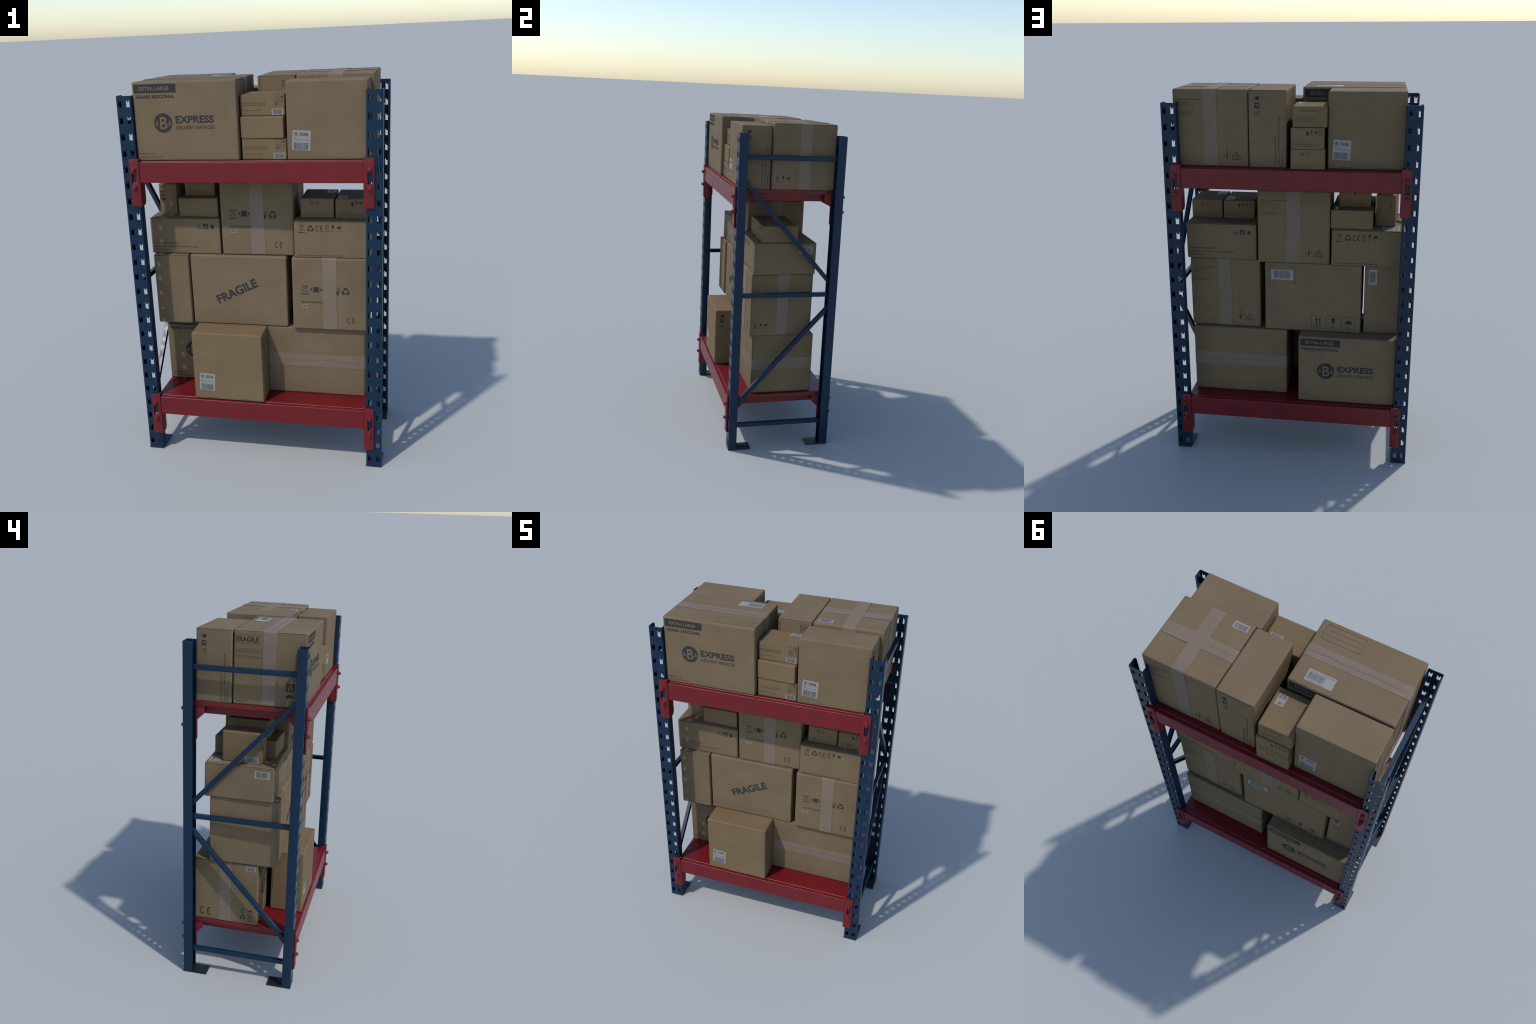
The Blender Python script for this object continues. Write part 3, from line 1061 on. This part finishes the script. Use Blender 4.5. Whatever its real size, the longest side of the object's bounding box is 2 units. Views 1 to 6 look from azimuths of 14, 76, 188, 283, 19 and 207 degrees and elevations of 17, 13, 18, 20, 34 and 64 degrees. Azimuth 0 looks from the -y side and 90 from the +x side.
c = express_box(13)
c.build(-0.3055, 0.0940, Z1, 180, 'large brown cardboard box with courier print and tape')

c = Carton((0.5185, 0.3880, 0.3815), 0.0085, 0, 14)
c.tape('h', centre=0.004, width=0.073)
c.crease('front', 0.03, 0.97, 0.49, 0.006, 0.012)
c.crease('back', 0.03, 0.97, 0.49, 0.004, 0.008)
for e in (('right', 'front'), ('right', 'back')):
    c.seam(e[0], e[1], 0.02, 0.42)
    c.seam(e[0], e[1], 0.60, 0.98)
c.build(0.2860, 0.0205, Z1, 0, 'wide plain cardboard box with tape round its middle')

# --- second layer
ZM = 0.7085
c = flat_box(15, 'edge', (0.1925, 0.3775, 0.3855), 0, (('front', 'top'), ('front', 'right')))
code_face(c, 'back', 90); notes_face(c, 'top', 90)
c.build(-0.4775, -0.0010, ZM, 1.4, 'narrow brown cardboard box standing on its edge')

c = Carton((0.5165, 0.3850, 0.3855), 0.0085, 2, 16)
c.text('FRAGILE', 'front', 0.475 - 0.235, 0.565, 0.475 + 0.235, 0.122, bold=True, tilt=26)
for (a, b), (da, db) in (((0.043, 0.045), (1, 1)), ((0.325, 0.045), (-1, 1)), ((0.043, 0.300), (1, -1)), ((0.325, 0.300), (-1, -1))):
    c.line('back', [(a, b + db * 0.082), (a, b), (a + da * 0.064, b)], 0.0018)
c.barcode('back', 0.068, 0.105, 0.295, 0.250)
for u, sm, k in ((0.490, sym_arrows(), 0.030), (0.648, sym_glass(), 0.042), (0.806, sym_umbrella(), 0.030)):
    c.frame('back', u, 0.762, u + 0.140, 0.950, 0.0014)
    c.symbol(sm, 'back', u + k, 0.786, u + 0.140 - k, 0.928)
c.seam('right', 'top', 0.03, 0.97); c.seam('right', 'front', 0.03, 0.97)
c.build(-0.1125, 0.0135, ZM, 0.0, 'large cardboard box with slanted fragile lettering')

c = cube_box(17, (0.3825, 0.3830, 0.3880))
c.build(0.3660, -0.0035, ZM, 0, 'cube cardboard box sealed with crossed packing tape')

# --- third layer
ZN = 1.0950
c = flat_box(18, 'lie', (0.3790, 0.3810, 0.1935), 0, (('front', 'top'), ('left', 'top'), ('back', 'top')))
notes_face(c, 'front'); handling_face(c, 'back'); code_face(c, 'left')
b308_label(c, 'top', 0.08, 0.03, 0.31, 0.29, 0, 0)
c.build(-0.3955, 0.0265, ZN, 0.8, 'low flat cardboard box with printed notes')

c = cube_box(19, (0.3785, 0.3740, 0.3900), 0)
c.build(-0.0070, 0.0262, ZN, 1.0, 'cube cardboard box sealed with crossed packing tape')

c = flat_box(20, 'lie', (0.3800, 0.3800, 0.1955), 2, (('front', 'top'), ('right', 'top'), ('back', 'top')))
handling_face(c, 'front'); notes_face(c, 'back'); code_face(c, 'right')
b308_label(c, 'top', 0.64, 0.69, 0.89, 0.94, 0, 0)
c.build(0.3810, 0.0010, ZN + 0.0015, 0, 'low flat cardboard box with printed notes')

# --- small cartons on the third layer
ZT = ZN + 0.1935
c = small_box(21, (0.101, 0.2180, 0.1675), 1)
handling_end(c, 'front', 90)
warning_end(c, 'back', -90)
c.barcode('left', 0.60, 0.760, 0.945, 0.985)
c.seam('left', 'front', 0.03, 0.97, 40, 0.0014); c.seam('left', 'back', 0.03, 0.97, 40, 0.0014)
c.build(-0.4900, 0.0205, ZT, -5.0, 'small cardboard carton turned up on its side')

for seed, y, face in ((22, -0.0570, 'front'), (23, 0.1195, 'back')):
    c = small_box(seed, (0.2160, 0.1700, 0.1020), 1)
    if face == 'back':
        retain_end(c, 'left'); retain_side(c, 'front')
        c.barcode('top', 0.63, 0.10, 0.90, 0.40, digits=False)
    else:
        retain_side(c, 'back')
        c.barcode('top', 0.60, 0.62, 0.92, 0.92, digits=False)
        c.seam('right', 'front', 0.03, 0.97, 30); c.seam('front', 'top', 0.03, 0.3, 40, 0.0012)
    c.build(-0.3185 if face == 'front' else -0.3110, y + 0.002, ZT, -0.8 if face == 'front' else -0.4, 'small plain brown cardboard carton')

c = small_box(24, (0.1640, 0.2260, 0.1030), 1)
warning_end(c, 'front'); handling_end(c, 'back')
c.build(-0.3210, 0.0240, ZT + 0.1022, 0, 'small cardboard carton on top of two others')

ZP = ZN + 0.0015 + 0.1955
for seed, x, y, yaw, flip in ((25, 0.3040, -0.0300, 0.3, False), (26, 0.4815, -0.0360, -0.3, True)):
    c = small_box(seed, (0.1690, 0.2195, 0.1015), 1)
    a, b = ('back', 'front') if flip else ('front', 'back')
    warning_end(c, a); handling_end(c, b)
    if flip:
        c.barcode('top', 0.08, 0.66, 0.33, 0.97, digits=False)
    else:
        c.barcode('top', 0.70, 0.06, 0.95, 0.38, digits=False)
    c.build(x, y, ZP, yaw, 'small cardboard carton with white top label')
